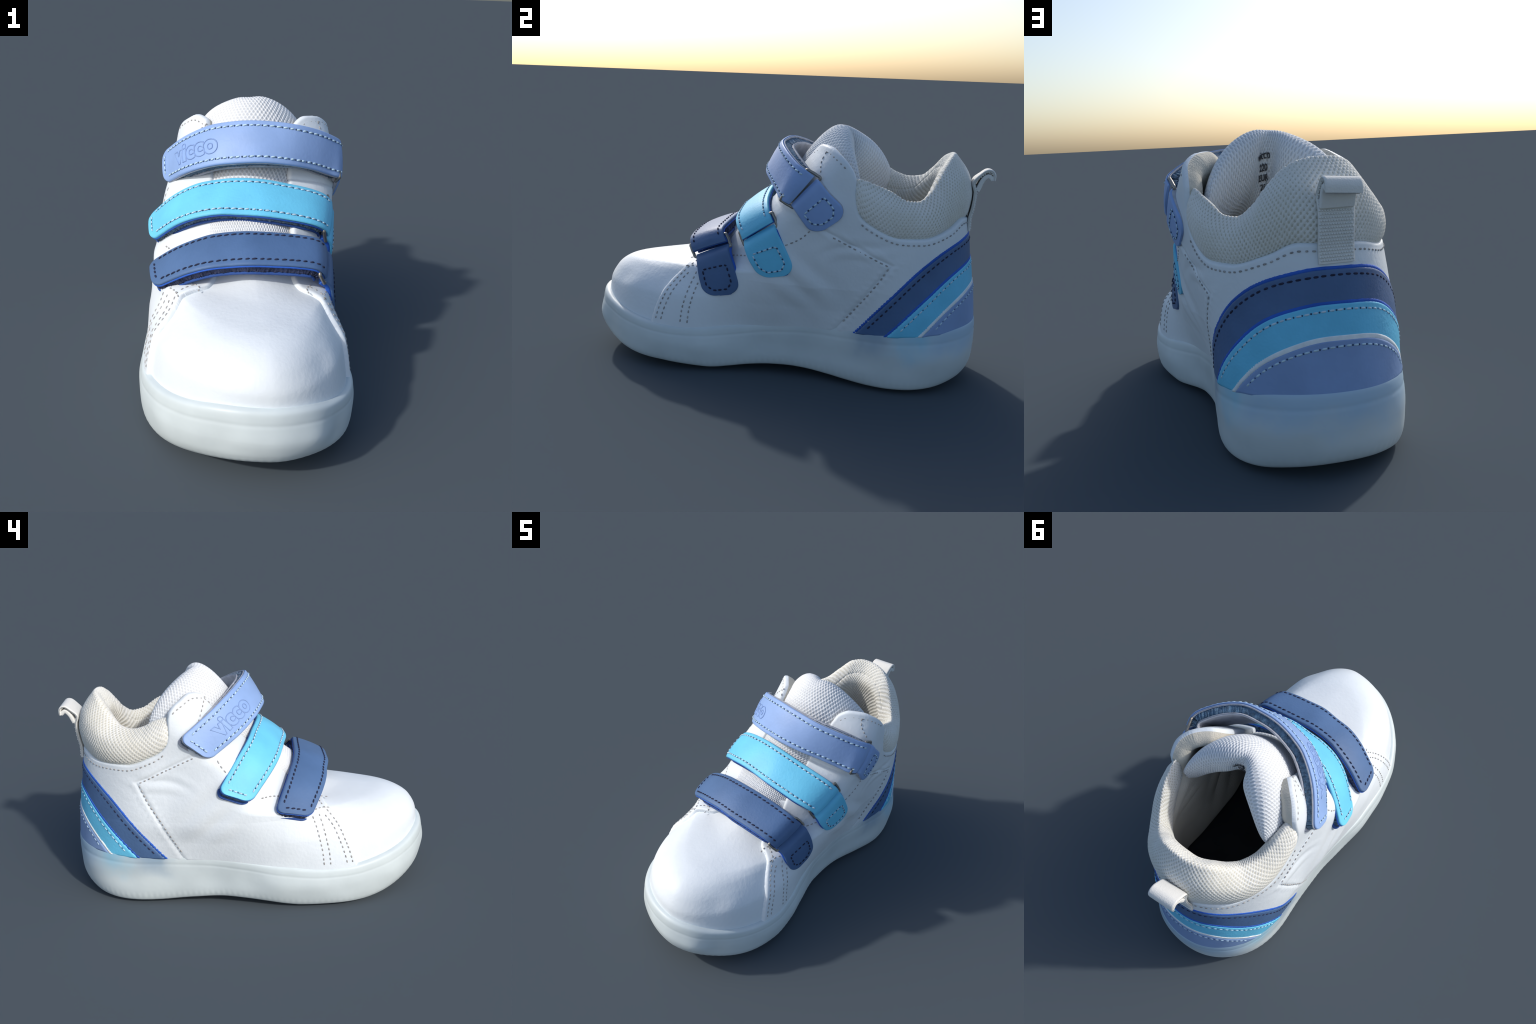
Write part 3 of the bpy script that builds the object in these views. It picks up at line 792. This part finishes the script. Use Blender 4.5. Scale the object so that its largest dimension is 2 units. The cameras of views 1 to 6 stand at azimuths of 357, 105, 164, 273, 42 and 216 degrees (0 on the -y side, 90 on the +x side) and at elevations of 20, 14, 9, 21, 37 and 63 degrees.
def on_tongue(u0, v0):
    acol = ac[:, 150]
    def f(co):
        P = []
        for x, y, z in co:
            i = np.interp(acol[top_row] + v0 - y, acol, np.arange(len(acol)))
            j = np.clip(160 + (u0 - x * 1.15) / (al[0, -1] / TG.shape[1]), 0, TG.shape[1] - 1)
            i, j = int(round(i)), int(round(j))
            P.append(TG[i, j] - TGN[i, j] * -1 * (0.007 + z) if False else TG[i, j] + LABEL_SIGN * TGN[i, j] * (0.007 + z))
        return np.array(P)
    return f


LABEL_SIGN = 1 if TGN[top_row + 60, 150, 1] > 0 else -1
for txt, sz, dv in (("vicco", 0.055, 0.12), ("220", 0.042, 0.175), ("EUR", 0.042, 0.22), ("25", 0.042, 0.265)):
    lettering(txt, sz, on_tongue(0.045, dv), "label_print", PRINT, tongue, bold=0.001, height=0.0008)

# ---- pull tab at the heel ----------------------------------------------------------
heel_col = CP[:, int(np.argmin(np.abs(TH + 4)))]


def heel_y(z):
    """outermost y of the padded collar at the heel, so that the webbing lies on it"""
    near = np.abs(heel_col[:, 2] - z) < 0.012
    return float(heel_col[near, 1].max()) + 0.011


pt = [(0.902, 0.765), (0.900, 0.825)] + [(heel_y(z), z) for z in (0.875, 0.92, 0.96)] + [(max(heel_y(1.0), 0.900), 1.0), (0.936, 1.032), (0.958, 1.048), (0.977, 1.046), (0.987, 1.030), (0.986, 1.006)]
under = [(0.984, 1.010), (0.962, 1.024), (0.940, 1.004), (0.920, 0.962)]
cxs = -0.030


def webbing(yz, hw, name, top, bottom, parent=root):
    ra = [(cxs - hw, y, z) for y, z in yz]; rb = [(cxs + hw, y + 0.004, z + 0.010 * (z > 1)) for y, z in yz]
    R_ = Ribbon(ra, rb)
    if R_.n[20][1] < 0:
        R_ = Ribbon(rb, ra)
    return R_, R_.solid(name, WEB, top, bottom, nv=40, parent=parent)


TB, tab = webbing(pt, 0.068, "pull_tab", 0.004, -0.010)
webbing(under, 0.064, "loop_underside", 0.012, -0.010, tab)
# woven ribs across the webbing
rib = Sewing()
for k, s_ in enumerate(np.arange(0.012, TB.s[-1] - 0.03, 0.0115)):
    for x in np.linspace(-0.058, 0.058, 13):
        o = 0.0045 if k % 2 else 0.0
        A = TB.at(np.array([s_, s_]), np.array([x - 0.0042 + o, x + 0.0042 + o]), np.array([0.0045, 0.0045]))
        nn = np.array([np.interp(s_, TB.s, TB.n[:, j]) for j in range(3)])
        rib.one(A[0], A[1], nn, 0.0042, 0.5)
rib.done("weave", WEB, tab)

# ---- seams sewn into the upper ------------------------------------------------------
def skin(side, yz, lift, n=200):
    """a line on the upper given by (y, z) stations, with its normals"""
    c = catmull(yz, n); y, z = c[:, 0], c[:, 1]
    P = np.column_stack([last_x(side, y, z), y, z])
    e = 0.004
    dy = np.column_stack([last_x(side, y + e, z) - last_x(side, y - e, z), np.full(n, 2 * e), np.zeros(n)])
    dz = np.column_stack([last_x(side, y, z + e) - last_x(side, y, z - e), np.zeros(n), np.full(n, 2 * e)])
    N_ = unit(np.cross(dy, dz)) * side
    soft_ = 0.003 * lumps(P, 9, 1) + 0.0007 * lumps(P, 22, 2)
    return P + N_ * (lift + soft_)[:, None] if np.ndim(lift) else P + N_ * (lift + soft_)[:, None], N_


sew = Sewing()
def seam(side, yz, lift=0.017, pitch=0.026, fill=0.55, r=0.0036):
    P, N_ = skin(side, yz, lift); sew.line(P, N_, pitch, fill, r)


for side in (1, -1):
    d = 0.0 if side > 0 else -0.012
    # two rows behind the toe seam, two more further back, joined across the top
    for off in (0.028, 0.056):
        zz = np.linspace(0.25, 0.535 if off < 0.04 else 0.49, 9)
        seam(side, [(toe_seam(z) + off, z) for z in zz])
    for off in (0.0, 0.034):
        seam(side, [(-0.435 + off + d, 0.245), (-0.425 + off + d, 0.33), (-0.40 + off + d, 0.42), (-0.37 + off + d, 0.50)])
    for off in (0.0, 0.022):
        seam(side, [(-0.445, 0.505 + off), (-0.40, 0.512 + off), (-0.36, 0.512 + off)])
    # pointed seam towards the heel
    if side > 0:
        seam(side, [(0.30, 0.756), (0.44, 0.69), (0.565, 0.632)]); seam(side, [(0.565, 0.628), (0.52, 0.545), (0.45, 0.445), (0.365, 0.33)])
        seam(side, [(-0.20, 0.585), (-0.06, 0.62), (0.02, 0.655)]); seam(side, [(0.06, 0.68), (0.16, 0.735), (0.22, 0.80)])
        seam(side, [(0.255, 1.13), (0.235, 1.08), (0.24, 1.03)])
    else:
        seam(side, [(0.24, 0.842), (0.38, 0.778), (0.535, 0.705)]); seam(side, [(0.535, 0.70), (0.49, 0.60), (0.415, 0.475), (0.335, 0.32)])
        seam(side, [(0.13, 0.82), (0.11, 0.79), (0.08, 0.755)]); seam(side, [(-0.08, 0.605), (-0.13, 0.60), (-0.18, 0.585)])
        seam(side, [(0.20, 1.115), (0.21, 1.06), (0.225, 1.0)])


def round_line(thetas, drop, line, lift=0.0185, pitch=0.026):
    pts, nn = [], []
    for th in thetas:
        z = float(line(th)) - drop
        r = float(last_radius(th, z)[0]); a = math.radians(th)
        pts.append((AX[0] + (r + lift) * math.sin(a), AX[1] + (r + lift) * math.cos(a), z)); nn.append((math.sin(a), math.cos(a), 0.15))
    P = np.array(pts)
    sew.line(catmull(P, 500), catmull(np.array(nn), 500), pitch, 0.5, 0.0036)


round_line(np.linspace(-99, 93, 160), 0.028, seam_z)
round_line(np.linspace(104, 140, 40), 0.026, flap_top)
round_line(np.linspace(-148, -108, 40), 0.026, flap_top)
sew.done("stitching", THREAD_GREY)

# stitches along the upper edge of each heel stripe
for k, (thr, lift) in enumerate(((THREAD_DARK, 0.023), (THREAD_PALE, 0.028), (THREAD_PALE, 0.033))):
    sw, hl = Sewing(), Sewing()
    pts = []
    for th in np.linspace(-88, 88, 240):
        z = 0.6
        for _ in range(14):
            r = float(last_radius(th, z)[0]); y = AX[1] + r * math.cos(math.radians(th))
            z = 0.5 * z + 0.5 * (float(h_edge[k](y)) - 0.024 - 0.016 * smooth(25, 80, abs(th)))
        if z < float(rim_z(y)) + 0.004: continue
        a = math.radians(th); pts.append(((r + lift) * math.sin(a), AX[1] + (r + lift) * math.cos(a), z))
    P = np.array(pts); N_ = unit(np.column_stack([P[:, 0], P[:, 1] - AX[1], np.full(len(P), 0.05)]))
    sw.line(P, N_, 0.030, 0.66, 0.004, lift=0.0)
    hl.line(P, N_, 0.030, 0.26, 0.004, shift=0.5, lift=-0.001)  # dark beads added where the needle would pierce the stripe
    sw.done("stitching", thr)
    if k:
        hl.done("dark_hole_beads", HOLE_BEAD)
